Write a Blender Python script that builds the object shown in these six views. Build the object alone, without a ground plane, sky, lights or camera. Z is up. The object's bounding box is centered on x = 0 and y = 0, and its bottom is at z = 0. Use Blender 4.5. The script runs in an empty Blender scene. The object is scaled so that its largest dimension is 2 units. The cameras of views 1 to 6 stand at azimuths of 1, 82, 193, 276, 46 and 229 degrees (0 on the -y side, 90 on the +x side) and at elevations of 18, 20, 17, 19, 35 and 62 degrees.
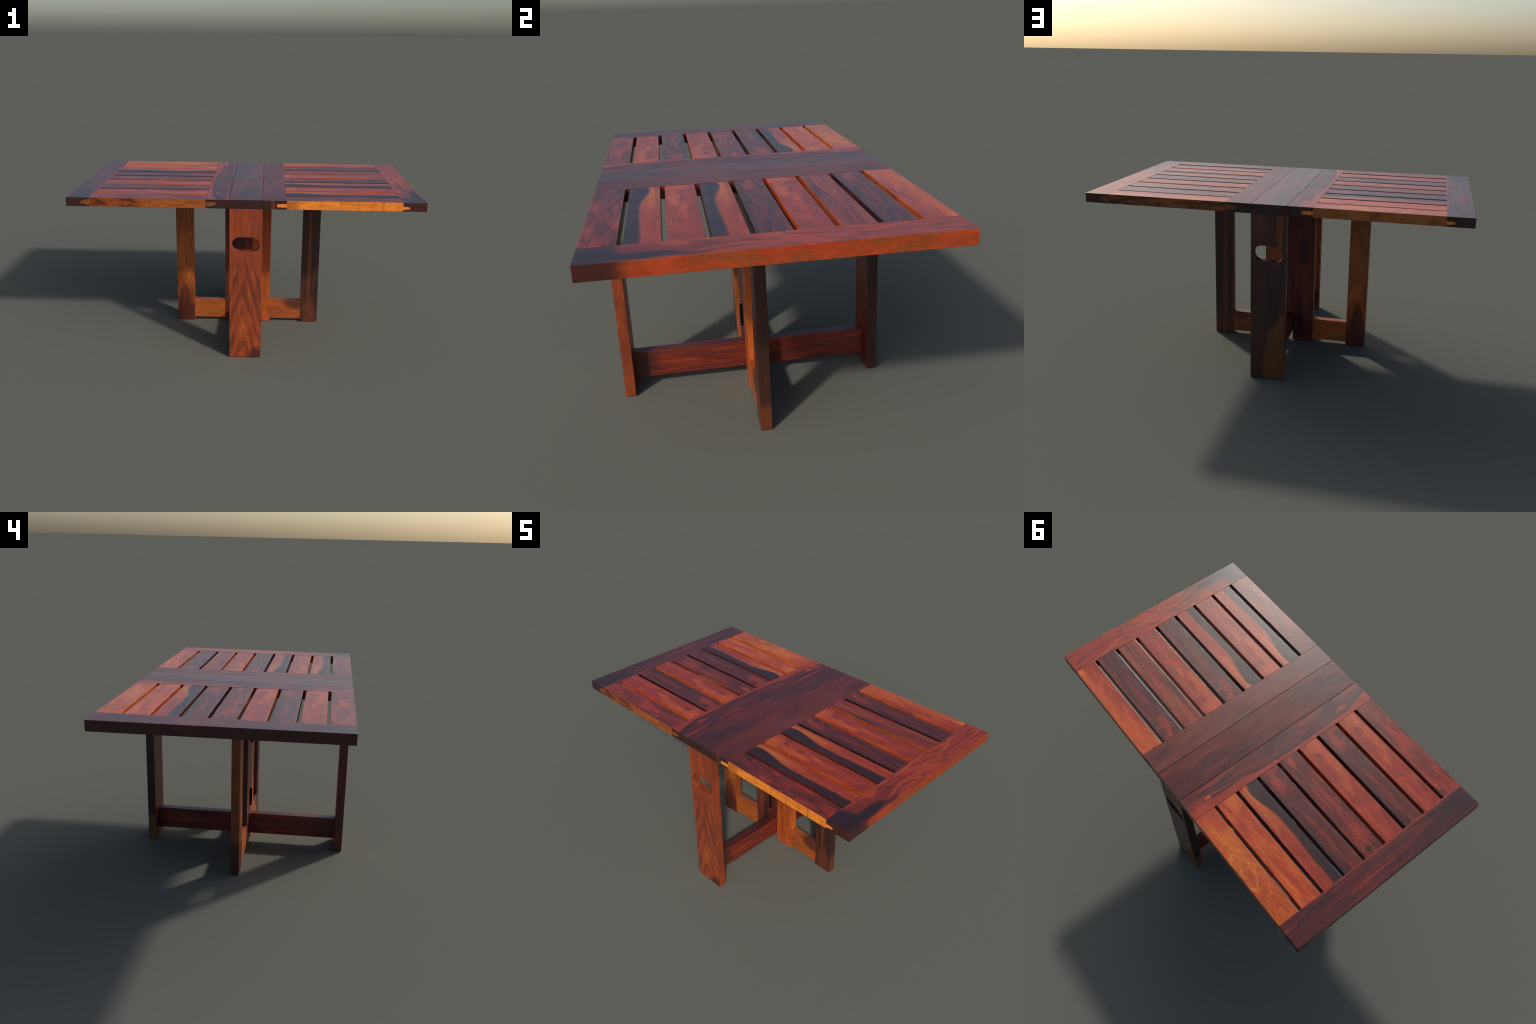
"""Gate-leg slatted hardwood table, built board by board."""
import bpy, bmesh, math, random
from mathutils import Vector

random.seed(7)

# ------------------------------------------------------------------ sizes (m)
TOP, UNDER = 0.960, 0.910          # upper and lower face of the table top
HALF_L, HALF_W = 1.000, 0.567      # half length (x) and half width (y)
X_END, X_IN, X_MID = 0.868, 0.2255, 0.092
GAP = 0.0165                       # open gap between slats
LEG_T = 0.0225                     # half thickness of the leg boards
STRETCH_Y = 0.5195                 # inner face of the two wide legs

# ------------------------------------------------------------------ colours
RED = (0.285, 0.029, 0.0115)
RUST = (0.385, 0.046, 0.0115)
MAROON = (0.125, 0.0165, 0.0105)
PLUM = (0.062, 0.0125, 0.0120)
INK = (0.0230, 0.0095, 0.0115)  # blue raised a little: sky reflection tinted into the dark wood
ORANGE = (0.52, 0.088, 0.0130)
AMBER = (0.60, 0.150, 0.0180)
GOLD = (0.82, 0.240, 0.0260)
BROWN = (0.20, 0.050, 0.0110)
UMBER = (0.050, 0.0155, 0.0105)
OCHRE = (0.34, 0.090, 0.0140)


# ------------------------------------------------------------------ wood
class Wood:
    """Node material for one board.  l, w, t are metres along the grain, across
    it and through the board; s runs 0..1 along the grain, v is -1..1 across."""

    def __init__(self, name, axes, half_l, half_w, flip=False, flop=False, seed=0.0):
        self.m = bpy.data.materials.new(name)
        self.m.use_nodes = True
        self.N, self.K = self.m.node_tree.nodes, self.m.node_tree.links
        self.N.clear()
        self.seed = seed
        tc = self.N.new("ShaderNodeTexCoord")
        sep = self.N.new("ShaderNodeSeparateXYZ")
        self.K.new(tc.outputs["Object"], sep.inputs[0])
        geo = self.N.new("ShaderNodeNewGeometry")
        sepn = self.N.new("ShaderNodeSeparateXYZ")
        self.K.new(geo.outputs["True Normal"], sepn.inputs[0])
        l, w, t = [sep.outputs[i] for i in axes]
        self.nl, self.nw, self.nt = [sepn.outputs[i] for i in axes]
        if flip:
            l = self.math("MULTIPLY", l, -1.0)
        if flop:
            w = self.math("MULTIPLY", w, -1.0)
        self.l, self.w, self.t = l, w, t
        self.s = self.math("MULTIPLY_ADD", l, 0.5 / half_l, 0.5)
        self.v = self.math("MULTIPLY", w, 1.0 / half_w)
        self.half_l, self.half_w = half_l, half_w
        self.col = None
        self.bumps = []

    # -- small node helpers
    def math(self, op, a, b=None, c=None, clamp=False):
        n = self.N.new("ShaderNodeMath")
        n.operation = op
        n.use_clamp = clamp
        for i, x in enumerate((a, b, c)):
            if x is None:
                continue
            if isinstance(x, (int, float)):
                n.inputs[i].default_value = x
            else:
                self.K.new(x, n.inputs[i])
        return n.outputs[0]

    def step(self, x, lo, hi):
        n = self.N.new("ShaderNodeMapRange")
        n.interpolation_type = "SMOOTHSTEP"
        self.K.new(x, n.inputs[0])
        n.inputs[1].default_value, n.inputs[2].default_value = lo, hi
        n.inputs[3].default_value, n.inputs[4].default_value = 0.0, 1.0
        if lo > hi:
            n.inputs[1].default_value, n.inputs[2].default_value = hi, lo
            n.inputs[3].default_value, n.inputs[4].default_value = 1.0, 0.0
        return n.outputs[0]

    def noise(self, fl, fw, seed=0.0, detail=4.0, rough=0.55, dist=0.0, ft=None):
        cb = self.N.new("ShaderNodeCombineXYZ")
        self.K.new(self.math("MULTIPLY_ADD", self.l, fl, seed * 3.7 + self.seed), cb.inputs[0])
        self.K.new(self.math("MULTIPLY_ADD", self.w, fw, seed * 1.3 - self.seed), cb.inputs[1])
        self.K.new(self.math("MULTIPLY_ADD", self.t, fw if ft is None else ft, seed * 2.1), cb.inputs[2])
        n = self.N.new("ShaderNodeTexNoise")
        self.K.new(cb.outputs[0], n.inputs["Vector"])
        n.inputs["Scale"].default_value = 1.0
        n.inputs["Detail"].default_value = detail
        n.inputs["Roughness"].default_value = rough
        n.inputs["Distortion"].default_value = dist
        return n.outputs[0]

    def mix(self, fac, colour, mode="MIX"):
        n = self.N.new("ShaderNodeMix")
        n.data_type, n.blend_type = "RGBA", mode
        if isinstance(fac, (int, float)):
            n.inputs[0].default_value = fac
        else:
            self.K.new(fac, n.inputs[0])
        self.K.new(self.col, n.inputs[6])
        if isinstance(colour, tuple):
            n.inputs[7].default_value = (*colour, 1)
        else:
            self.K.new(colour, n.inputs[7])
        self.col = n.outputs[2]

    # -- layers of figure
    def base(self, a, b, fl=3.0, fw=18.0, lo=0.35, hi=0.65, seed=0.0, dist=0.6):
        """Two colours mixed by a noise stretched along the grain."""
        n = self.N.new("ShaderNodeRGB")
        n.outputs[0].default_value = (*a, 1)
        self.col = n.outputs[0]
        self.mix(self.step(self.noise(fl, fw, seed, 5.0, 0.6, dist), lo, hi), b)
        return self

    def streak(self, colour, amt=0.6, fl=2.5, fw=40.0, lo=0.52, hi=0.62, seed=1.0, dist=0.5, detail=4.0):
        f = self.step(self.noise(fl, fw, seed, detail, 0.6, dist), lo, hi)
        self.mix(self.math("MULTIPLY", f, amt), colour)
        return self

    def band(self, colour, pts, side=1, soft=0.12, wob=0.25, amt=1.0, fl=9.0, fw=22.0, seed=5.0):
        """Everything on one side of the curve v = f(s)."""
        n = self.N.new("ShaderNodeFloatCurve")
        c = n.mapping.curves[0]
        q = [(p[0], p[1] * 0.25 + 0.5) for p in pts]
        while len(c.points) < len(q):
            c.points.new(0.5, 0.5)
        for p, xy in zip(c.points, q):
            p.location = xy
        n.mapping.update()
        self.K.new(self.s, n.inputs["Value"])
        edge = self.math("MULTIPLY_ADD", n.outputs[0], 4.0, -2.0)
        d = self.math("SUBTRACT", self.v, edge)
        if side < 0:
            d = self.math("MULTIPLY", d, -1.0)
        nz = self.math("MULTIPLY_ADD", self.noise(fl, fw, seed, 4.0), wob * 2, -wob)
        d = self.math("ADD", d, nz)
        self.mix(self.math("MULTIPLY", self.step(d, -soft, soft), amt), colour)
        return self

    def blob(self, colour, s, v, rl, rw, soft=0.5, wob=0.6, amt=1.0, fl=20.0, fw=40.0, seed=9.0):
        """An irregular elliptical patch, radii in metres."""
        dl = self.math("MULTIPLY", self.math("ADD", self.s, -s), 2 * self.half_l / rl)
        dw = self.math("MULTIPLY", self.math("ADD", self.v, -v), self.half_w / rw)
        r = self.math("SQRT", self.math("ADD", self.math("MULTIPLY", dl, dl), self.math("MULTIPLY", dw, dw)))
        r = self.math("ADD", r, self.math("MULTIPLY_ADD", self.noise(fl, fw, seed + s * 7, 4.0), wob * 2, -wob))
        self.mix(self.math("MULTIPLY", self.step(r, 1 + soft, 1 - soft), amt), colour)
        return self

    def rings(self, colour, s, v, freq, squash=2.5, reach=0.15, amt=0.6, lo=0.1, hi=0.8, warp=0.02, seed=3.0, fl=14, fw=26):
        """Growth rings round a point: knots, cathedral arches and curls."""
        dl = self.math("MULTIPLY", self.math("ADD", self.s, -s), 2 * self.half_l / squash)
        dw = self.math("MULTIPLY", self.math("ADD", self.v, -v), self.half_w)
        r = self.math("SQRT", self.math("ADD", self.math("MULTIPLY", dl, dl), self.math("MULTIPLY", dw, dw)))
        rr = self.math("ADD", r, self.math("MULTIPLY_ADD", self.noise(fl, fw, seed, 4.0), warp * 2, -warp))
        wv = self.math("SINE", self.math("MULTIPLY", rr, freq * 6.2832))
        f = self.step(wv, lo, hi)
        f = self.math("MULTIPLY", f, self.step(r, reach, reach * 0.4))
        self.mix(self.math("MULTIPLY", f, amt), colour)
        return self

    def arch(self, colour, freq=45.0, k=3.0, v0=0.0, s_lo=-0.1, s_hi=1.1, amt=0.6, lo=0.0, hi=0.8, warp=0.03, seed=4.0):
        """Pointed cathedral grain: lines l + k|w| = const, bent by noise."""
        dw = self.math("MULTIPLY", self.math("ADD", self.v, -v0), self.half_w)
        aw = self.math("SQRT", self.math("MULTIPLY_ADD", dw, dw, 0.00030))
        x = self.math("MULTIPLY_ADD", aw, k, self.l)
        x = self.math("ADD", x, self.math("MULTIPLY_ADD", self.noise(6, 22, 4.0, 2.5, 0.5), warp * 2, -warp))
        wv = self.math("SINE", self.math("MULTIPLY", x, freq * 6.2832))
        f = self.step(wv, lo, hi)
        f = self.math("MULTIPLY", f, self.math("MULTIPLY", self.step(self.s, s_lo, s_lo + 0.15), self.step(self.s, s_hi, s_hi - 0.15)))
        self.mix(self.math("MULTIPLY", f, amt), colour)
        return self

    def flank(self, colour, axis="w", sign=0, colour2=None, fl=3.0, fw=18.0, lo=0.35, hi=0.65, seed=2.0, amt=1.0, s_lo=-1.0, s_hi=2.0):
        """Colour of faces that look along the given board axis."""
        nrm = {"l": self.nl, "w": self.nw, "t": self.nt}[axis]
        if sign == 0:
            f = self.step(self.math("ABSOLUTE", nrm), 0.6, 0.8)
        else:
            f = self.step(self.math("MULTIPLY", nrm, float(sign)), 0.6, 0.8)
        if s_lo > -1.0:
            f = self.math("MULTIPLY", f, self.step(self.s, s_lo - 0.03, s_lo + 0.03))
        if s_hi < 2.0:
            f = self.math("MULTIPLY", f, self.step(self.s, s_hi + 0.03, s_hi - 0.03))
        if amt != 1.0:
            f = self.math("MULTIPLY", f, amt)
        if colour2 is not None:
            keep = self.col
            n = self.N.new("ShaderNodeRGB")
            n.outputs[0].default_value = (*colour, 1)
            self.col = n.outputs[0]
            self.mix(self.step(self.noise(fl, fw, seed, 5.0, 0.6, 0.8), lo, hi), colour2)
            side = self.col
            self.col = keep
            self.mix(f, side)
        else:
            self.mix(f, colour)
        return self

    def finish(self, rough=0.42, bump=0.12, grain=0.25, hammer=0.0, spec=0.5):
        # fine pores and a faint cloudiness over everything
        pores = self.noise(22, 420, 11.0, 3.0, 0.6)
        cloud = self.noise(9, 30, 12.0, 3.0, 0.55)
        k = self.math("ADD", self.math("MULTIPLY", self.step(pores, 0.30, 0.75), grain),
                      self.math("MULTIPLY", self.step(cloud, 0.25, 0.75), 0.26))
        speck = self.noise(50, 130, 16.0, 6.0, 0.75)
        k = self.math("ADD", k, self.math("MULTIPLY", self.step(speck, 0.28, 0.72), 0.34))
        k = self.math("ADD", k, 1.0 - (grain + 0.26 + 0.34) * 0.5)
        cb = self.N.new("ShaderNodeCombineColor")
        for i in range(3):
            self.K.new(k, cb.inputs[i])
        self.mix(1.0, cb.outputs[0], "MULTIPLY")
        b = self.N.new("ShaderNodeBsdfPrincipled")
        o = self.N.new("ShaderNodeOutputMaterial")
        self.K.new(self.col, b.inputs["Base Color"])
        r = self.math("MULTIPLY_ADD", self.noise(9, 30, 13.0, 3.0), 0.14, rough - 0.07)
        self.K.new(r, b.inputs["Roughness"])
        b.inputs["Specular IOR Level"].default_value = spec
        h = self.noise(30, 260, 14.0, 3.0)
        if hammer:
            h = self.math("ADD", h, self.math("MULTIPLY", self.noise(110, 60, 15.0, 3.0, 0.6, 1.0), hammer))
        bp = self.N.new("ShaderNodeBump")
        bp.inputs["Strength"].default_value = bump
        bp.inputs["Distance"].default_value = 0.003
        self.K.new(h, bp.inputs["Height"])
        self.K.new(bp.outputs[0], b.inputs["Normal"])
        self.K.new(b.outputs[0], o.inputs[0])
        return self.m


# ------------------------------------------------------------------ meshes
def add(name, mesh, loc, mat, parent):
    o = bpy.data.objects.new(name, mesh)
    o.location = loc
    bpy.context.scene.collection.objects.link(o)
    if parent is not None:
        o.parent = parent
        o.location = Vector(loc) - parent.location if parent is not ROOT else loc
    if mat is not None:
        if not mesh.materials:
            mesh.materials.append(None)
        o.material_slots[0].link = "OBJECT"
        o.material_slots[0].material = mat
    return o


def bevelled(bm, r, seg=2):
    if r > 0:
        sharp = [e for e in bm.edges if len(e.link_faces) == 2 and e.calc_face_angle() > 0.6]
        bmesh.ops.bevel(bm, geom=sharp, offset=r, segments=seg, profile=0.5, affect="EDGES", clamp_overlap=True)


def to_mesh(bm, name):
    bmesh.ops.recalc_face_normals(bm, faces=bm.faces)
    me = bpy.data.meshes.new(name)
    bm.to_mesh(me)
    bm.free()
    return me


def board(name, sx, sy, sz, r=0.0015, seg=2):
    bm = bmesh.new()
    bmesh.ops.create_cube(bm, size=1.0)
    bmesh.ops.scale(bm, vec=(sx, sy, sz), verts=bm.verts)
    bevelled(bm, r, seg)
    return to_mesh(bm, name)


def slat_mesh(name, sx, sy, sz, r_long, r_end=0.0006):
    """A board whose long edges are eased much more than its butted ends."""
    bm = bmesh.new()
    bmesh.ops.create_cube(bm, size=1.0)
    bmesh.ops.scale(bm, vec=(sx, sy, sz), verts=bm.verts)
    longs = [e for e in bm.edges if abs((e.verts[0].co - e.verts[1].co).x) > sx * 0.5]
    bmesh.ops.bevel(bm, geom=longs, offset=r_long, segments=3, profile=0.5, affect="EDGES")
    return to_mesh(bm, name)


def prism(name, outline, axis, half, r=0.001):
    """Extrude an outline symmetrically along x (0), y (1) or z (2)."""
    bm = bmesh.new()
    rings = []
    for sgn in (-1, 1):
        ring = []
        for a, b in outline:
            c = [a, b]
            c.insert(axis, sgn * half)
            ring.append(bm.verts.new(c))
        rings.append(ring)
    n = len(outline)
    for i in range(n):
        j = (i + 1) % n
        bm.faces.new((rings[0][i], rings[0][j], rings[1][j], rings[1][i]))
    bm.faces.new(rings[0])
    bm.faces.new(list(reversed(rings[1])))
    bmesh.ops.recalc_face_normals(bm, faces=bm.faces)
    bevelled(bm, r, 1)
    return to_mesh(bm, name)


def handled_leg(name, half_x, half_y, z0, z1, slot_z, slot_hw, slot_hh):
    """A wide upright board with a stadium-shaped hand hole through it."""
    zc = (z0 + z1) / 2
    bm = bmesh.new()
    slot = []
    k = 9
    for cx, a0 in ((slot_hw - slot_hh, -math.pi / 2), (-(slot_hw - slot_hh), math.pi / 2)):
        for i in range(k + 1):
            a = a0 + math.pi * i / k
            slot.append((cx + slot_hh * math.cos(a), slot_z - zc + slot_hh * math.sin(a)))
    outer = [(-half_x, z0 - zc), (half_x, z0 - zc), (half_x, z1 - zc), (-half_x, z1 - zc)]
    sides = []
    for y in (-half_y, half_y):
        vo = [bm.verts.new((x, y, z)) for x, z in outer]
        vs = [bm.verts.new((x, y, z)) for x, z in slot]
        eo = [bm.edges.new((vo[i], vo[(i + 1) % 4])) for i in range(4)]
        es = [bm.edges.new((vs[i], vs[(i + 1) % len(vs)])) for i in range(len(vs))]
        bmesh.ops.triangle_fill(bm, edges=eo + es, use_beauty=True, use_dissolve=False)
        sides.append((vo, vs))
    for a, b in zip(sides[0], sides[1]):
        n = len(a)
        for i in range(n):
            j = (i + 1) % n
            bm.faces.new((a[i], a[j], b[j], b[i]))
    bmesh.ops.recalc_face_normals(bm, faces=bm.faces)
    rim = [e for e in bm.edges if len(e.link_faces) == 2 and e.calc_face_angle() > 0.6]
    bmesh.ops.bevel(bm, geom=rim, offset=0.0018, segments=2, profile=0.5, affect="EDGES", clamp_overlap=True)
    return to_mesh(bm, name)


def tenon_mesh(name, length, h0, h1, seed, depth=0.0012):
    """Ragged through-tenon showing on the face of a rail; grows along +x."""
    rnd = random.Random(seed)
    n = 9
    up, lo = [], []
    for i in range(n):
        f = i / (n - 1)
        hh = h0 * (1 - f) + h1 * f
        if i == n - 1:
            hh *= 0.55
        up.append((f * length, hh + rnd.uniform(-0.0016, 0.0016)))
        lo.append((f * length, -hh + rnd.uniform(-0.0016, 0.0016)))
    return prism(name, up + list(reversed(lo)), 1, depth, 0.0)


# ------------------------------------------------------------------ the table
ROOT = bpy.data.objects.new("folding_table", None)
bpy.context.scene.collection.objects.link(ROOT)
ROOT["label"] = "rectangular slatted dark red hardwood gate-leg table"
ROOT["category"] = "table"

ZC, TH = (TOP + UNDER) / 2, TOP - UNDER
FAR = X_END - X_IN
SL_L = FAR / 2
SL_W = 0.0557
LW = (0, 1, 2)      # grain along x
TRAIL = (1, 0, 2)   # grain along y
UP_X = (2, 0, 1)    # grain along z, wide face looks along y


# ---- slat figure: s = 0 at the middle of the table, 1 at its end
def slat_wood(kind, name, flip, flop=False, seed=0.0):
    W = Wood(name, LW, SL_L, SL_W, flip, flop, seed)
    ham = 0.0
    if kind == "fiery":
        W.base(RED, MAROON, 5, 16, 0.50, 0.75)
        W.streak(RUST, 0.8, 5, 24, 0.48, 0.64, 1.0, 1.0)
        for s, v, a, b in ((0.04, -0.2, .05, .05), (0.22, -0.5, .07, .02), (0.36, -0.5, .05, .016), (0.47, 0.05, .05, .014)):
            W.blob(ORANGE, s, v, a, b, 0.7, 1.0, 0.70, 24, 50)
        W.streak(MAROON, 0.7, 9, 28, 0.58, 0.70, 3.0, 1.0)
        W.blob(PLUM, 0.14, 0.1, 0.016, 0.006, 0.8, 0.8, 0.7)
        W.blob(ORANGE, 0.735, -0.72, 0.013, 0.006, 0.9, 0.9, 0.55, 60, 60)
        W.flank(ORANGE, "w", 0, RUST, 5, 20)
    elif kind == "smoky":
        W.base((0.085, 0.0150, 0.0120), (0.130, 0.0190, 0.0115), 4, 14, 0.36, 0.70)
        W.streak((0.036, 0.0108, 0.0115), 0.60, 3.5, 20, 0.54, 0.70, 1.0, 1.4)
        W.streak(RED, 0.55, 5, 30, 0.60, 0.72, 2.0, 1.6)
        W.blob(RED, 0.14, -0.12, 0.055, 0.026, 0.35, 0.45, 0.75)
        W.blob(RUST, 0.035, 0.15, 0.020, 0.012, 0.5, 0.9, 0.9, 50, 60)
        W.rings(RUST, 0.0, 0.5, 36, 2.6, 0.07, 0.45, 0.3, 1.0, 0.02)
        W.rings(INK, 0.40, -4.5, 15, 2.4, 0.50, 0.50, 0.3, 1.0, 0.035, 3.0, 6, 18)
        W.rings(RED, 0.75, -4.0, 19, 2.6, 0.42, 0.45, 0.6, 1.0, 0.035, 6.0, 6, 20)
        W.blob(INK, 0.80, -0.95, 0.35, 0.008, 0.6, 0.5, 0.7)
        W.flank(INK, "w", 0, MAROON, 5, 20, 0.45, 0.7)
    elif kind == "split":
        W.base(RED, RUST, 4, 22, 0.40, 0.66)
        W.streak(MAROON, 0.7, 3, 34, 0.54, 0.66, 1.0)
        edge = [(0.0, 0.05), (0.06, 0.28), (0.12, 0.25), (0.22, 0.0), (0.33, -0.25), (0.46, -0.30), (0.60, -0.28), (0.76, -0.20), (0.90, -0.18), (1.0, -0.12)]
        W.band(AMBER, [(s, v + 0.28) for s, v in edge], -1, 0.35, 0.2, 0.55)
        W.blob(RED, 0.85, 0.2, 0.30, 0.05, 0.5, 0.3, 0.7)
        W.blob(AMBER, 0.20, 0.5, 0.14, 0.020, 0.8, 0.6, 0.65)
        W.streak(RUST, 0.5, 3, 40, 0.5, 0.6, 6.0)
        W.blob(RUST, 0.70, 0.95, 0.35, 0.012, 0.5, 0.4, 0.6)
        W.band(MAROON, [(s, v + 0.10) for s, v in edge], -1, 0.10, 0.12, 0.7)
        W.band(INK, edge, -1, 0.10, 0.12, 0.96)
        W.streak(PLUM, 0.35, 3, 30, 0.5, 0.66, 8.0)
        W.flank((0.075, 0.018, 0.011), "w", 0, MAROON, 5, 20)
        ham = 1.0
    elif kind == "striped":
        W.base(MAROON, RED, 2.5, 26, 0.36, 0.62)
        W.streak((0.22, 0.048, 0.012), 0.7, 2, 30, 0.5, 0.62, 1.0)
        W.streak(PLUM, 0.8, 2, 30, 0.52, 0.64, 2.0)
        W.streak(RUST, 0.6, 2, 44, 0.58, 0.66, 3.0)
        W.flank(OCHRE, "w", 0, RUST, 5, 20)
    elif kind == "knotted":
        W.base(MAROON, PLUM, 4, 16, 0.40, 0.66)
        W.streak(RED, 0.75, 4, 26, 0.50, 0.64, 1.0, 1.2)
        W.streak(RUST, 0.6, 3, 40, 0.60, 0.68, 2.0, 1.2)
        W.blob(RED, 0.80, -0.2, 0.08, 0.035, 0.6, 0.6, 0.7)
        W.rings(PLUM, 0.955, 0.15, 60, 1.5, 0.06, 0.6, 0.1, 1.0, 0.010)
        W.blob(INK, 0.96, 0.18, 0.022, 0.013, 0.35, 0.3, 0.9)
        W.blob(INK, 0.17, 0.35, 0.022, 0.010, 0.5, 0.6, 0.8)
        W.blob(RUST, 0.05, 0.1, 0.025, 0.014, 0.6, 0.9, 0.7)
        W.flank(MAROON, "w", 0, OCHRE, 5, 20)
    elif kind == "edge_dark":
        W.base(MAROON, RED, 5, 18, 0.40, 0.66)
        W.streak(RUST, 0.55, 3.5, 34, 0.58, 0.68, 1.0, 1.0)
        W.streak(PLUM, 0.8, 4, 22, 0.50, 0.64, 2.0, 1.0)
        W.blob(INK, 0.05, 0.75, 0.040, 0.012, 0.5, 0.5, 0.9)
        W.rings(PLUM, 0.06, 0.8, 60, 1.8, 0.07, 0.6)
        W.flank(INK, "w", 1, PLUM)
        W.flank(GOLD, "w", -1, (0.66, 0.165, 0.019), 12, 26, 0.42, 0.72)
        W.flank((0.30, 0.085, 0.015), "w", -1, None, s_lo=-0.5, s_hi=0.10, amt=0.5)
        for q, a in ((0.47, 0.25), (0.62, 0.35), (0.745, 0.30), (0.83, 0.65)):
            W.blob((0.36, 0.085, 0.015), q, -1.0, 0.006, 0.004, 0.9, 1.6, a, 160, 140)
        ham = 1.1
    elif kind == "edge_ember":
        W.base(RUST, RED, 4, 20, 0.40, 0.66)
        W.streak(ORANGE, 0.7, 5, 22, 0.48, 0.64, 1.0, 1.2)
        W.band(ORANGE, [(0, -1.5), (0.35, -0.2), (0.6, 0.2), (1, 0.35)], 1, 0.5, 0.5, 0.8)
        W.streak(RED, 0.7, 5, 20, 0.55, 0.68, 4.0, 1.2)
        W.blob(AMBER, 0.97, 0.7, 0.022, 0.012, 0.7, 0.6, 0.8)
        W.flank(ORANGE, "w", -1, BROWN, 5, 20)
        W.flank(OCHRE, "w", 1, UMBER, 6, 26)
    elif kind == "edge_russet":
        W.base(RED, MAROON, 3, 18, 0.38, 0.64, 0.0, 1.0)
        W.streak(RUST, 0.75, 2.6, 30, 0.54, 0.64, 1.0, 1.0)
        W.streak(PLUM, 0.8, 3, 22, 0.56, 0.66, 2.0, 1.0)
        W.streak(OCHRE, 0.5, 3, 48, 0.60, 0.68, 3.0, 1.0)
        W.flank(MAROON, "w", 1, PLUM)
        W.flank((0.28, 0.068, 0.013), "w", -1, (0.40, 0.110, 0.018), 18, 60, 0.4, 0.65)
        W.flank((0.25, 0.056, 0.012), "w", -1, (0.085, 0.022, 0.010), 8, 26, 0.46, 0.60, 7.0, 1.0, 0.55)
    elif kind == "edge_gold":
        W.base(ORANGE, (0.40, 0.064, 0.012), 5, 14, 0.40, 0.66)
        W.blob((0.62, 0.165, 0.020), 0.42, -0.15, 0.15, 0.032, 0.9, 0.8, 0.65, 8, 16)
        W.rings((0.62, 0.165, 0.020), 1.0, 0.1, 24, 2.6, 0.20, 0.55, 0.0, 1.0, 0.03, 3.0, 7, 16)
        W.rings((0.34, 0.05, 0.011), 1.0, 0.1, 24, 2.6, 0.22, 0.5, -1.0, -0.2, 0.03, 3.0, 7, 16)
        W.rings((0.70, 0.22, 0.03), 0.55, 0.5, 30, 2.2, 0.10, 0.45, 0.4, 1.0, 0.03, 6.0, 9, 20)
        W.blob((0.34, 0.045, 0.012), 0.58, 0.3, 0.035, 0.018, 0.7, 0.7, 0.7)
        W.blob(RUST, 0.02, 0.0, 0.10, 0.06, 0.7, 0.6, 0.8)
        W.blob(AMBER, 0.15, 0.4, 0.06, 0.014, 0.8, 0.8, 0.5)
        W.streak((0.36, 0.052, 0.012), 0.5, 5, 14, 0.56, 0.72, 4.0, 1.4)
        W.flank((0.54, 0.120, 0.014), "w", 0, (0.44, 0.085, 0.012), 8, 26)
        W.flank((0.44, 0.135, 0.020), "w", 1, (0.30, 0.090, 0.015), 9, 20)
    elif kind == "copper":
        W.base(ORANGE, RUST, 4, 20, 0.38, 0.66)
        W.streak(RED, 0.75, 4, 18, 0.52, 0.66, 1.0, 1.2)
        W.streak(AMBER, 0.45, 5, 26, 0.56, 0.68, 2.0, 1.2)
        W.blob(AMBER, 0.03, -0.4, 0.05, 0.020, 0.9, 0.7, 0.6)
        W.flank(ORANGE, "w", 0, RUST, 5, 20)
    return W.finish(0.32, 0.10, 0.26, ham)


inner_mesh = slat_mesh("slat", FAR - 0.0008, 2 * SL_W, TH - 0.004, 0.0028)
edge_mesh = slat_mesh("outer_slat", FAR - 0.0008, 2 * SL_W, TH, 0.0012)
PITCH = 2 * SL_W + GAP
PANEL = {
    1: ["edge_dark", "split", "fiery", "split", "smoky", "fiery", "striped", "smoky", "edge_ember"],
    -1: ["edge_russet", "fiery", "smoky", "fiery", "knotted", "smoky", "split", "copper", "edge_gold"],
}
edge_slats = {}
cache = {}
for side in (1, -1):
    for i, kind in enumerate(PANEL[side]):
        y = (i - 4) * PITCH
        flop = kind == "smoky" and side < 0
        key = (kind, side)
        if key not in cache:
            cache[key] = slat_wood(kind, kind + "_wood", side < 0, flop, len(cache) * 1.7)
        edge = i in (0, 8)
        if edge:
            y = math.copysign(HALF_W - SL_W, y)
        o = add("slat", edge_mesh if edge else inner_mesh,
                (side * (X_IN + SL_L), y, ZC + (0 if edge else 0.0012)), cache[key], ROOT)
        if edge:
            edge_slats[(side, 1 if y > 0 else -1)] = o

# ---- end rails of the two leaves
END_C, END_W = (HALF_L + X_END) / 2, (HALF_L - X_END) / 2
end_mesh = board("end_rail", 2 * END_W, 2 * HALF_W, TH, 0.0012)

W = Wood("end_rail_red_wood", TRAIL, HALF_W, END_W, seed=2.0)
W.base(RED, RUST, 5, 20, 0.42, 0.68)
W.streak(MAROON, 0.75, 5, 24, 0.52, 0.66, 1.0, 1.6)
W.rings(MAROON, 0.80, -1.6, 30, 3.4, 0.42, 0.55, 0.3, 1.0, 0.03, 3.0, 5, 20)
W.rings(ORANGE, 0.42, -1.8, 18, 5.0, 0.24, 0.5, 0.75, 1.0, 0.025, 5.0, 5, 20)
W.streak(ORANGE, 0.45, 5, 50, 0.62, 0.70, 2.0, 1.6)
W.blob(MAROON, 0.33, -0.1, 0.10, 0.05, 0.7, 0.5, 0.6)
W.rings((0.44, 0.075, 0.014), 0.385, 3.9, 13, 1.0, 0.50, 0.55, 0.8, 1.0, 0.02, 7.0, 6, 20)
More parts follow.
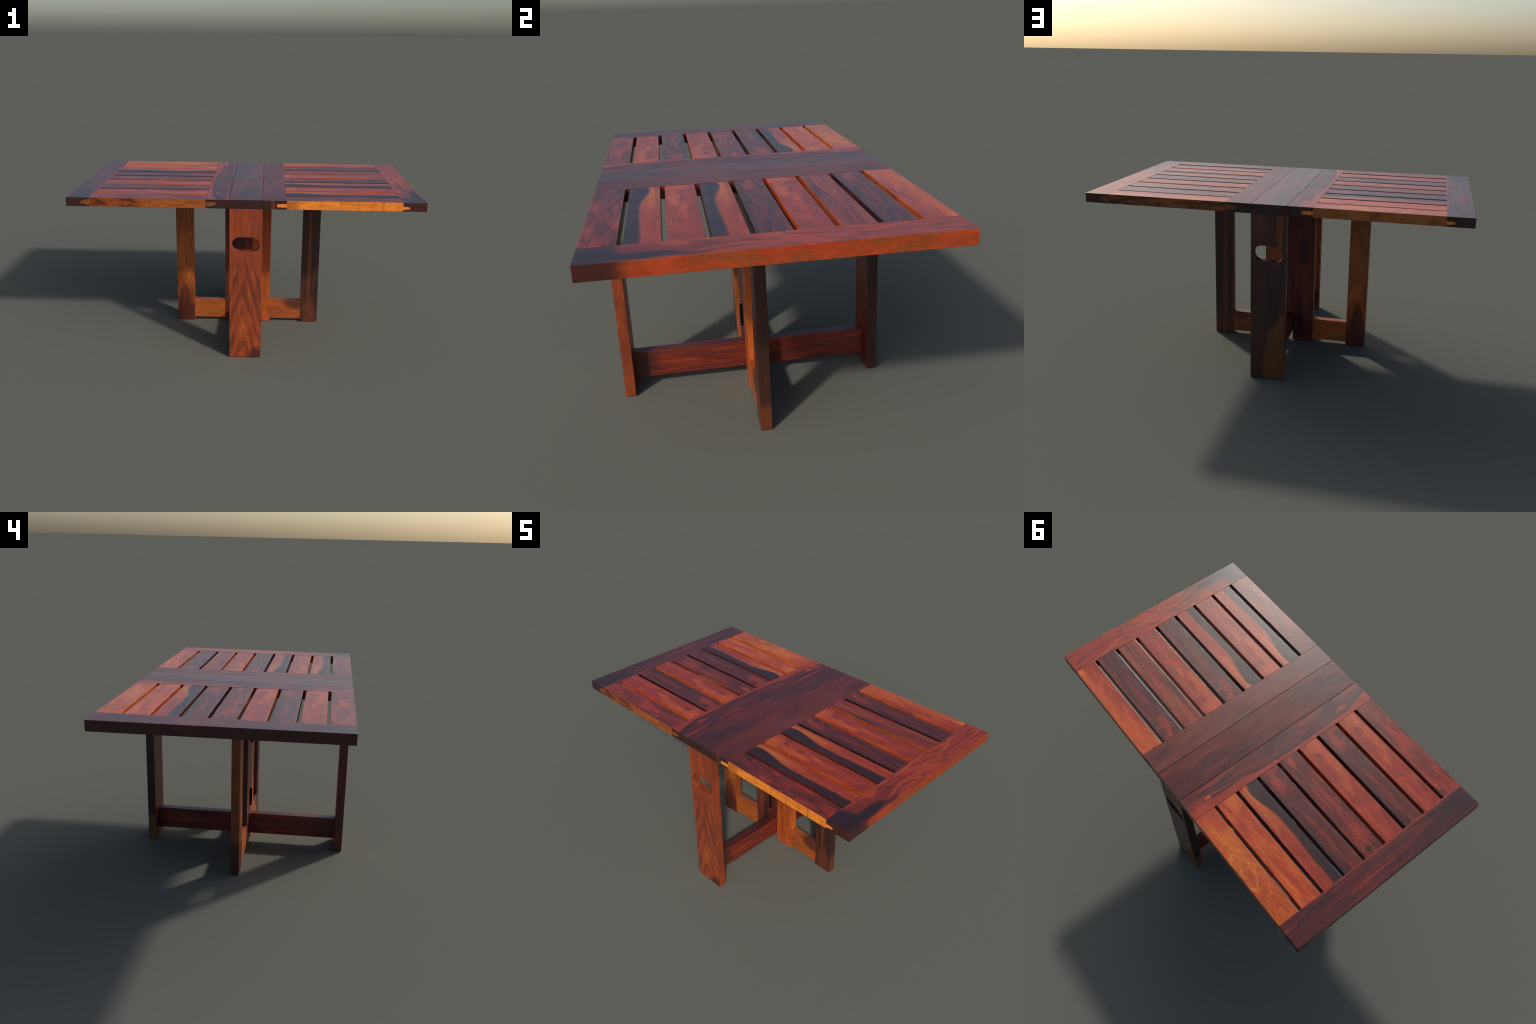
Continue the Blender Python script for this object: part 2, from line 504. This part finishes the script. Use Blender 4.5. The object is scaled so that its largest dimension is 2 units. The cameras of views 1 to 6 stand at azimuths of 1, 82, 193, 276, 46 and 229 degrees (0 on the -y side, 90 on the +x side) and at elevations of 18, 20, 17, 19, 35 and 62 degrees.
W.blob(MAROON, 0.10, 0.2, 0.17, 0.075, 0.3, 0.3, 0.8, 7, 16)
W.blob(PLUM, 0.275, 0.72, 0.065, 0.013, 0.5, 0.4, 0.85)
W.blob(INK, 0.155, 0.50, 0.115, 0.026, 0.22, 0.25, 0.95, 8, 18)
W.blob(INK, 0.0, 0.1, 0.125, 0.12, 0.16, 0.2, 0.95, 7, 16)
W.blob(MAROON, 0.115, 1.05, 0.055, 0.012, 0.6, 0.5, 0.8)
W.flank(RUST, "w", 1, (0.25, 0.055, 0.015), 7, 26)
W.flank(UMBER, "w", 1, PLUM, 7, 26, s_hi=0.115)
W.flank(UMBER, "l", 0, PLUM, 20, 20)
mat_end_red = W.finish(0.32, 0.10, 0.2)

W = Wood("end_rail_dark_wood", TRAIL, HALF_W, END_W, seed=5.0)
W.base(PLUM, MAROON, 2.2, 22, 0.40, 0.68)
W.streak(INK, 0.75, 2, 30, 0.50, 0.64, 1.0)
W.streak(RED, 0.75, 1.8, 46, 0.58, 0.68, 2.0)
W.blob(INK, 0.0, 0.0, 0.16, 0.08, 0.8, 0.4, 0.6)
W.band(RED, [(0, 0.95), (0.3, 0.86), (0.6, 0.9), (0.72, 0.85), (1, 1.2)], 1, 0.08, 0.15, 0.7)
W.flank(UMBER, "w", 0, PLUM, 3, 26)
W.flank(UMBER, "l", 0, (0.035, 0.014, 0.011), 20, 20)
mat_end_dark = W.finish(0.32, 0.12, 0.2)

rail_end = {1: add("end_rail", end_mesh, (END_C, 0, ZC), mat_end_red, ROOT),
            -1: add("end_rail", end_mesh, (-END_C, 0, ZC), mat_end_dark, ROOT)}

# ---- inner rails and the fixed middle board
IN_C, IN_W = (X_IN + X_MID) / 2, (X_IN - X_MID) / 2
SEAM_R, SEAM_L = 0.0012, 0.0018
TONGUE = (-0.0055, 0.0070)         # z of the tongue about mid thickness
TONGUE_X = -0.1125

W = Wood("inner_rail_plain_wood", TRAIL, HALF_W, IN_W, seed=8.0)
W.base(MAROON, (0.150, 0.030, 0.018), 3, 10, 0.35, 0.65)
W.streak(PLUM, 0.7, 2.5, 14, 0.50, 0.68, 1.0)
W.blob(PLUM, 0.93, 0.1, 0.07, 0.025, 0.8, 0.4, 0.8)
W.blob(PLUM, 0.0, 0.0, 0.16, 0.10, 0.8, 0.3, 0.5)
W.flank(INK, "l", 0, UMBER, 20, 20)
W.blob((0.13, 0.032, 0.011), 0.0, -0.15, 0.003, 0.011, 0.4, 0.3, 0.9)
mat_in_plain = W.finish(0.33, 0.07, 0.12)

W = Wood("inner_rail_streaked_wood", TRAIL, HALF_W, IN_W, flop=True, seed=11.0)
W.base(MAROON, PLUM, 3, 18, 0.36, 0.62)
W.streak(RED, 0.8, 3, 36, 0.56, 0.66, 1.0, 0.9)
W.streak(INK, 0.8, 3, 26, 0.56, 0.66, 2.0, 0.9)
W.blob(INK, 0.155, 0.0, 0.016, 0.009, 0.5, 0.5, 0.9)
W.blob(RUST, 0.145, 0.15, 0.03, 0.010, 0.6, 0.5, 0.6)
edge = [(0.0, 0.0), (0.08, 0.45), (0.2, 0.66), (0.37, 0.70), (0.54, 0.70), (0.65, 0.58), (0.72, 0.32), (0.80, 0.36), (0.90, 0.32), (1.0, 0.34)]
W.band(INK, [(s, v - 0.18) for s, v in edge], 1, 0.12, 0.15, 0.75)
W.band(RED, edge, 1, 0.07, 0.12, 1.0)
W.blob(ORANGE, 0.895, 0.1, 0.016, 0.008, 0.6, 0.6, 0.9)
W.blob(RUST, 0.95, 0.6, 0.05, 0.04, 0.8, 0.6, 0.7)
W.flank(UMBER, "l", 0, INK, 20, 20)
W.blob((0.12, 0.030, 0.011), 1.0, 0.1, 0.003, 0.008, 0.4, 0.3, 0.9)
mat_in_streak = W.finish(0.32, 0.12, 0.2)

W = Wood("middle_board_wood", TRAIL, HALF_W, X_MID, seed=14.0)
W.base((0.072, 0.0140, 0.0115), (0.135, 0.0210, 0.0120), 2.2, 12, 0.34, 0.66, 0.0, 0.8)
W.streak((0.034, 0.0105, 0.0115), 0.7, 2, 16, 0.53, 0.67, 1.0, 0.8)
W.streak(RED, 0.80, 1.6, 20, 0.55, 0.68, 2.0, 0.8)
W.streak(MAROON, 0.6, 2, 40, 0.55, 0.66, 3.0)
W.blob(INK, 0.0, -0.1, 0.22, 0.08, 0.8, 0.4, 0.55)
W.blob(PLUM, 1.0, 0.0, 0.16, 0.10, 0.8, 0.4, 0.6)
W.flank((0.022, 0.012, 0.011), "l", 0, UMBER, 20, 20)
mat_middle = W.finish(0.29, 0.10, 0.15)

H = TH / 2
rail_in_r = add("inner_rail", board("inner_rail", 2 * IN_W - SEAM_R - 0.0004, 2 * HALF_W, TH, 0.0010, 1),
                (IN_C + SEAM_R / 2, 0, ZC), mat_in_plain, ROOT)
xl0, xl1 = -X_IN + 0.0004 + IN_C, -X_MID - SEAM_L + IN_C
gx = TONGUE_X - 0.0015 + IN_C
groove = [(xl0, -H), (xl1, -H), (xl1, TONGUE[0] - 0.0008), (gx, TONGUE[0] - 0.0008),
          (gx, TONGUE[1] + 0.0008), (xl1, TONGUE[1] + 0.0008), (xl1, H), (xl0, H)]
rail_in_l = add("inner_rail", prism("inner_rail_grooved", groove, 1, HALF_W, 0.0007), (-IN_C, 0, ZC), mat_in_streak, ROOT)
mid = [(-X_MID, -H), (X_MID, -H), (X_MID, H), (-X_MID, H), (-X_MID, TONGUE[1]), (TONGUE_X, TONGUE[1]),
       (TONGUE_X, TONGUE[0]), (-X_MID, TONGUE[0])]
add("middle_board", prism("middle_board", mid, 1, HALF_W - 0.0006, 0.0008), (0, 0, ZC), mat_middle, ROOT)

# ---- through tenons of the outer slats, showing on the rail ends
for (side, ysgn), slat in edge_slats.items():
    bright = side * ysgn < 0
    W = Wood("tenon_wood", LW, 0.05, 0.05, seed=3.0 + side)
    if bright:
        W.base(GOLD, (0.66, 0.165, 0.019), 40, 60, 0.45, 0.75)
    else:
        W.base((0.30, 0.080, 0.015), (0.13, 0.034, 0.011), 40, 60, 0.36, 0.62)
    mat = W.finish(0.5, 0.1, 0.1)
    for end in (0, 1):
        length = (0.0385 if end else 0.0545) if bright else (0.052 if end else 0.058)
        h0, h1 = (0.0085, 0.0065) if end else (0.0105, 0.0085)
        if not bright:
            h0, h1 = (0.019, 0.006) if end else (0.014, 0.009)
        me = tenon_mesh("tenon", length, h0, h1, 10 * side + ysgn + 3 * end)
        out = side if end else -side
        if out < 0:
            for v in me.vertices:
                v.co.x = -v.co.x
            me.flip_normals()
        x = side * (X_END if end else X_IN)
        dz = (-0.006 if end else -0.003) if bright else 0.0
        t = add("tenon", me, (x, ysgn * (HALF_W - 0.0002), ZC + dz), mat, slat)

# ---- the two wide legs
SLOT = dict(slot_z=0.7015, slot_hw=0.0795, slot_hh=0.0425)
HALF_LEG = UNDER / 2
leg_mesh = handled_leg("leg", X_MID + 0.0005, LEG_T, 0.0, UNDER, **SLOT)

W = Wood("front_leg_wood", UP_X, HALF_LEG, X_MID, seed=1.0)
W.base((0.225, 0.040, 0.0125), (0.32, 0.056, 0.0135), 4, 16, 0.40, 0.65)
W.streak((0.13, 0.028, 0.010), 0.45, 3, 44, 0.54, 0.68, 1.0, 0.8)
W.arch((0.085, 0.019, 0.009), 6.2, 3.8, -0.18, -0.3, 0.72, 0.55, 0.45, 1.0, 0.065)
W.arch((0.44, 0.085, 0.015), 6.2, 3.8, -0.18, -0.3, 0.64, 0.40, -0.6, -1.0, 0.065)
W.arch((0.11, 0.024, 0.010), 15.0, 3.8, -0.18, -0.3, 0.82, 0.30, 0.3, 1.0, 0.075, 6.0)
W.blob((0.40, 0.085, 0.015), 0.22, -0.2, 0.09, 0.028, 0.9, 0.8, 0.5)
W.streak(ORANGE, 0.30, 6, 60, 0.60, 0.70, 3.0, 1.0)
W.blob((0.060, 0.016, 0.010), 0.015, 0.75, 0.055, 0.048, 0.45, 0.6, 0.92)
W.blob((0.10, 0.030, 0.014), 0.42, 0.7, 0.10, 0.02, 0.8, 0.5, 0.5)
W.flank((0.27, 0.050, 0.0130), "w", 1, (0.19, 0.036, 0.0115), 4, 14)
W.flank(UMBER, "w", -1, MAROON, 4, 14)
mat_leg_front = W.finish(0.42, 0.35, 0.32)

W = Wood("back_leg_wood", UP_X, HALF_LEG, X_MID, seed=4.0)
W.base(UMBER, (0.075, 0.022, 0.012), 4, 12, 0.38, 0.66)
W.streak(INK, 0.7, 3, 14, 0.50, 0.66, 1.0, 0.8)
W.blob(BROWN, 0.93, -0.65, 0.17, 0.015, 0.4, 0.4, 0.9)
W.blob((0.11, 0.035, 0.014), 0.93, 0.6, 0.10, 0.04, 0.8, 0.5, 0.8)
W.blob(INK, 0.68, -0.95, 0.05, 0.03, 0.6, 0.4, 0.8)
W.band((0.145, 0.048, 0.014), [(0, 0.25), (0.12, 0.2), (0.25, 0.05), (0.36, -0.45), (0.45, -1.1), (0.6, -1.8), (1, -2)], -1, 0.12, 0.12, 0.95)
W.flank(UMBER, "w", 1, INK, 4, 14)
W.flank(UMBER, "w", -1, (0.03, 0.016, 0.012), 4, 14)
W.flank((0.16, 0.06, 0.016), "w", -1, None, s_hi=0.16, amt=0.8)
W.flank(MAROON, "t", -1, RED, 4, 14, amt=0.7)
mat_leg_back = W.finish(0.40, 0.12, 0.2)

YL = HALF_W - 0.0024 - LEG_T
add("leg", leg_mesh, (0, -YL, HALF_LEG), mat_leg_front, ROOT)
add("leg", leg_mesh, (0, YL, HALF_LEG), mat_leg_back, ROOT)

# ---- stretcher between them and the pivot post standing on it
W = Wood("stretcher_wood", (1, 2, 0), STRETCH_Y, 0.062, seed=6.0)
W.base(MAROON, (0.185, 0.028, 0.0110), 3, 26, 0.40, 0.65)
W.streak(PLUM, 0.75, 2.5, 30, 0.50, 0.64, 1.0)
W.streak(RUST, 0.5, 2.2, 50, 0.58, 0.68, 2.0)
W.blob(UMBER, 0.05, 0.0, 0.06, 0.08, 0.4, 0.4, 0.8)
W.flank(MAROON, "w", 1, PLUM, 3, 30)
mat_stretch = W.finish(0.42, 0.15, 0.25)
add("stretcher", board("stretcher", 2 * LEG_T - 0.0012, 2 * STRETCH_Y, 0.124, 0.0018), (0, 0, 0.1105), mat_stretch, ROOT)

W = Wood("pivot_post_wood", UP_X, 0.37, LEG_T, seed=7.0)
W.base(MAROON, PLUM, 3, 18, 0.35, 0.65)
W.streak(RED, 0.6, 3, 30, 0.55, 0.66, 1.0)
mat_post = W.finish(0.42, 0.15, 0.25)
POST0 = 0.1725
add("pivot_post", board("pivot_post", 0.0515, 2 * LEG_T, UNDER - POST0, 0.0018), (0, 0, (UNDER + POST0) / 2), mat_post, ROOT)

# ---- the two folding gates
GATE_IN, GATE_IN2, GATE_OUT, GATE_OUT2 = 0.0262, 0.1478, 0.3515, 0.4640
in_mesh = board("gate_leg_inner", GATE_IN2 - GATE_IN, 2 * LEG_T, UNDER, 0.0018)
out_mesh = board("gate_leg_outer", GATE_OUT2 - GATE_OUT, 2 * LEG_T, UNDER, 0.0018)
gr_mesh = board("gate_rail", GATE_OUT - GATE_IN2 + 0.0004, 2 * LEG_T - 0.0030, 0.1270, 0.0012)
GW = (GATE_OUT2 - GATE_OUT) / 2

W = Wood("gate_leg_olive_wood", UP_X, HALF_LEG, GW, seed=2.0)
W.base((0.30, 0.066, 0.0115), (0.42, 0.098, 0.014), 5, 20, 0.38, 0.66, 0.0, 1.4)
W.streak((0.14, 0.036, 0.010), 0.6, 4, 34, 0.50, 0.64, 1.0, 1.4)
W.streak((0.46, 0.140, 0.020), 0.5, 5, 50, 0.58, 0.68, 2.0, 1.6)
W.rings((0.46, 0.140, 0.020), 0.60, 0.9, 42, 3.0, 0.12, 0.5, 0.3, 0.95, 0.02, 3.0, 8, 22)
W.blob(AMBER, 0.34, 0.1, 0.10, 0.035, 0.7, 0.6, 0.5)
W.rings((0.13, 0.035, 0.013), 0.16, 0.1, 30, 3.4, 0.10, 0.5, 0.2, 0.9, 0.014)
W.blob((0.105, 0.022, 0.0095), 0.05, -0.1, 0.215, 0.044, 0.14, 0.16, 0.95, 9, 20)
W.blob((0.080, 0.017, 0.0090), 0.0, 0.0, 0.13, 0.14, 0.3, 0.3, 0.9)
W.streak((0.17, 0.034, 0.010), 0.35, 5, 34, 0.56, 0.66, 7.0)
W.streak(RED, 0.25, 5, 50, 0.56, 0.66, 5.0)
W.flank((0.21, 0.058, 0.0125), "w", -1, (0.17, 0.038, 0.010), 4, 14)
W.flank(UMBER, "w", -1, PLUM, 4, 14, s_hi=0.20)
W.flank(BROWN, "w", 1, OCHRE, 4, 14, amt=0.7)
mat_olive = W.finish(0.42, 0.18, 0.3)

W = Wood("gate_leg_dark_wood", UP_X, HALF_LEG, GW, seed=9.0)
W.base((0.026, 0.0105, 0.0095), (0.062, 0.0165, 0.0095), 3, 24, 0.38, 0.66)
W.streak((0.13, 0.030, 0.010), 0.75, 1.6, 34, 0.52, 0.66, 1.0)
W.blob((0.17, 0.040, 0.011), 0.62, -0.12, 0.42, 0.010, 0.6, 0.5, 0.85, 5, 30)
W.blob((0.15, 0.033, 0.010), 0.03, 0.2, 0.12, 0.06, 0.5, 0.9, 0.65, 8, 60)
W.streak(INK, 0.8, 1.6, 60, 0.52, 0.62, 4.0)
W.streak((0.20, 0.075, 0.03), 0.5, 70, 110, 0.68, 0.74, 6.0)
W.flank((0.042, 0.0135, 0.0095), "w", 1, (0.085, 0.022, 0.010), 6, 30, 0.5, 0.7)
W.flank((0.16, 0.037, 0.011), "w", 1, None, s_hi=0.12, amt=0.7)
W.flank(MAROON, "w", -1, PLUM, 4, 20)
mat_dark = W.finish(0.42, 0.22, 0.3)

W = Wood("gate_leg_amber_wood", UP_X, HALF_LEG, GW, seed=12.0)
W.base((0.40, 0.080, 0.0125), (0.29, 0.050, 0.011), 3, 20, 0.38, 0.66)
W.streak((0.14, 0.035, 0.013), 0.6, 3, 24, 0.54, 0.68, 1.0, 0.8)
W.streak(ORANGE, 0.5, 3, 24, 0.55, 0.68, 2.0, 0.8)
W.flank((0.50, 0.105, 0.0130), "w", 1, ORANGE, 5, 16)
W.flank(MAROON, "w", -1, PLUM, 5, 16)
mat_amber = W.finish(0.42, 0.15, 0.25)

W = Wood("gate_leg_claret_wood", UP_X, HALF_LEG, GW, seed=15.0)
W.base((0.12, 0.022, 0.012), PLUM, 3, 18, 0.38, 0.66)
W.streak(RED, 0.5, 3, 30, 0.55, 0.68, 1.0, 0.8)
W.blob(INK, 0.62, 0.0, 0.07, 0.035, 0.5, 0.5, 0.85)
W.blob(INK, 0.15, 0.3, 0.14, 0.025, 0.6, 0.5, 0.8)
W.blob((0.20, 0.045, 0.014), 0.35, -0.3, 0.16, 0.02, 0.7, 0.5, 0.7)
W.flank(UMBER, "w", -1, PLUM, 5, 16)
mat_claret = W.finish(0.42, 0.15, 0.25)

GRL = (GATE_OUT - GATE_IN2) / 2
W = Wood("gate_rail_wood", LW, GRL, 0.0225, seed=3.0)
W.base((0.40, 0.090, 0.0135), (0.50, 0.118, 0.016), 12, 30, 0.40, 0.66)
W.streak((0.25, 0.062, 0.012), 0.5, 12, 50, 0.52, 0.64, 1.0, 1.0)
W.flank(RED, "t", 1, OCHRE, 10, 30)
mat_grail_l = W.finish(0.5, 0.3, 0.35)

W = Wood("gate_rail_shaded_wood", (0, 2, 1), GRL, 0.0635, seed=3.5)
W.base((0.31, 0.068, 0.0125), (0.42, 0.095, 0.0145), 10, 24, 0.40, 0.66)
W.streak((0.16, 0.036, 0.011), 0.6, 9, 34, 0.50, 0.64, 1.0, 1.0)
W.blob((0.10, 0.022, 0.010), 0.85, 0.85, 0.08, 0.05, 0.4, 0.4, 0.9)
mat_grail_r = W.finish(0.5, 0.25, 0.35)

hinge_mat = bpy.data.materials.new("black_iron")
hinge_mat.use_nodes = True
_n, _k = hinge_mat.node_tree.nodes, hinge_mat.node_tree.links
_b = next(n for n in _n if n.type == "BSDF_PRINCIPLED")
_z = _n.new("ShaderNodeTexNoise")
_z.inputs["Scale"].default_value = 120
_r = _n.new("ShaderNodeValToRGB")
_r.color_ramp.elements[0].color = (0.002, 0.002, 0.002, 1)
_r.color_ramp.elements[1].color = (0.006, 0.006, 0.006, 1)
_k.new(_z.outputs[0], _r.inputs[0])
_k.new(_r.outputs[0], _b.inputs["Base Color"])
_b.inputs["Roughness"].default_value = 0.7
_b.inputs["Specular IOR Level"].default_value = 0.1


def knuckle_mesh(name, r, h):
    """Hinge barrel with a rounded cap at each end and two joints."""
    bm = bmesh.new()
    prof = [(0.0, -h / 2), (r * 0.7, -h / 2), (r, -h / 2 + r * 0.35)]
    for f in (-1 / 6, 1 / 6):
        z = f * h
        prof += [(r, z - 0.0008), (r * 0.9, z), (r, z + 0.0008)]
    prof += [(r, h / 2 - r * 0.35), (r * 0.7, h / 2), (0.0, h / 2)]
    vs = [bm.verts.new((a, 0, z)) for a, z in prof]
    es = [bm.edges.new((vs[i], vs[i + 1])) for i in range(len(vs) - 1)]
    bmesh.ops.spin(bm, geom=vs + es, cent=(0, 0, 0), axis=(0, 0, 1), angle=2 * math.pi, steps=20, use_duplicate=False)
    bmesh.ops.remove_doubles(bm, verts=bm.verts, dist=1e-5)
    return to_mesh(bm, name)


knuckle = knuckle_mesh("hinge", 0.0064, 0.107)
for side in (1, -1):
    xi, xo = side * (GATE_IN + GATE_IN2) / 2, side * (GATE_OUT + GATE_OUT2) / 2
    gl = add("gate_leg", in_mesh, (xi, 0, HALF_LEG), mat_amber if side > 0 else mat_claret, ROOT)
    add("gate_leg", out_mesh, (xo, 0, HALF_LEG), mat_dark if side > 0 else mat_olive, ROOT)
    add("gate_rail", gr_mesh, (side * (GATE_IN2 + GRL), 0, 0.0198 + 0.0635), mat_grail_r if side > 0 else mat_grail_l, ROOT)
    for z in (0.2805, 0.6600):
        add("hinge", knuckle, (side * 0.0265, side * (LEG_T + 0.0062), z), hinge_mat, gl)
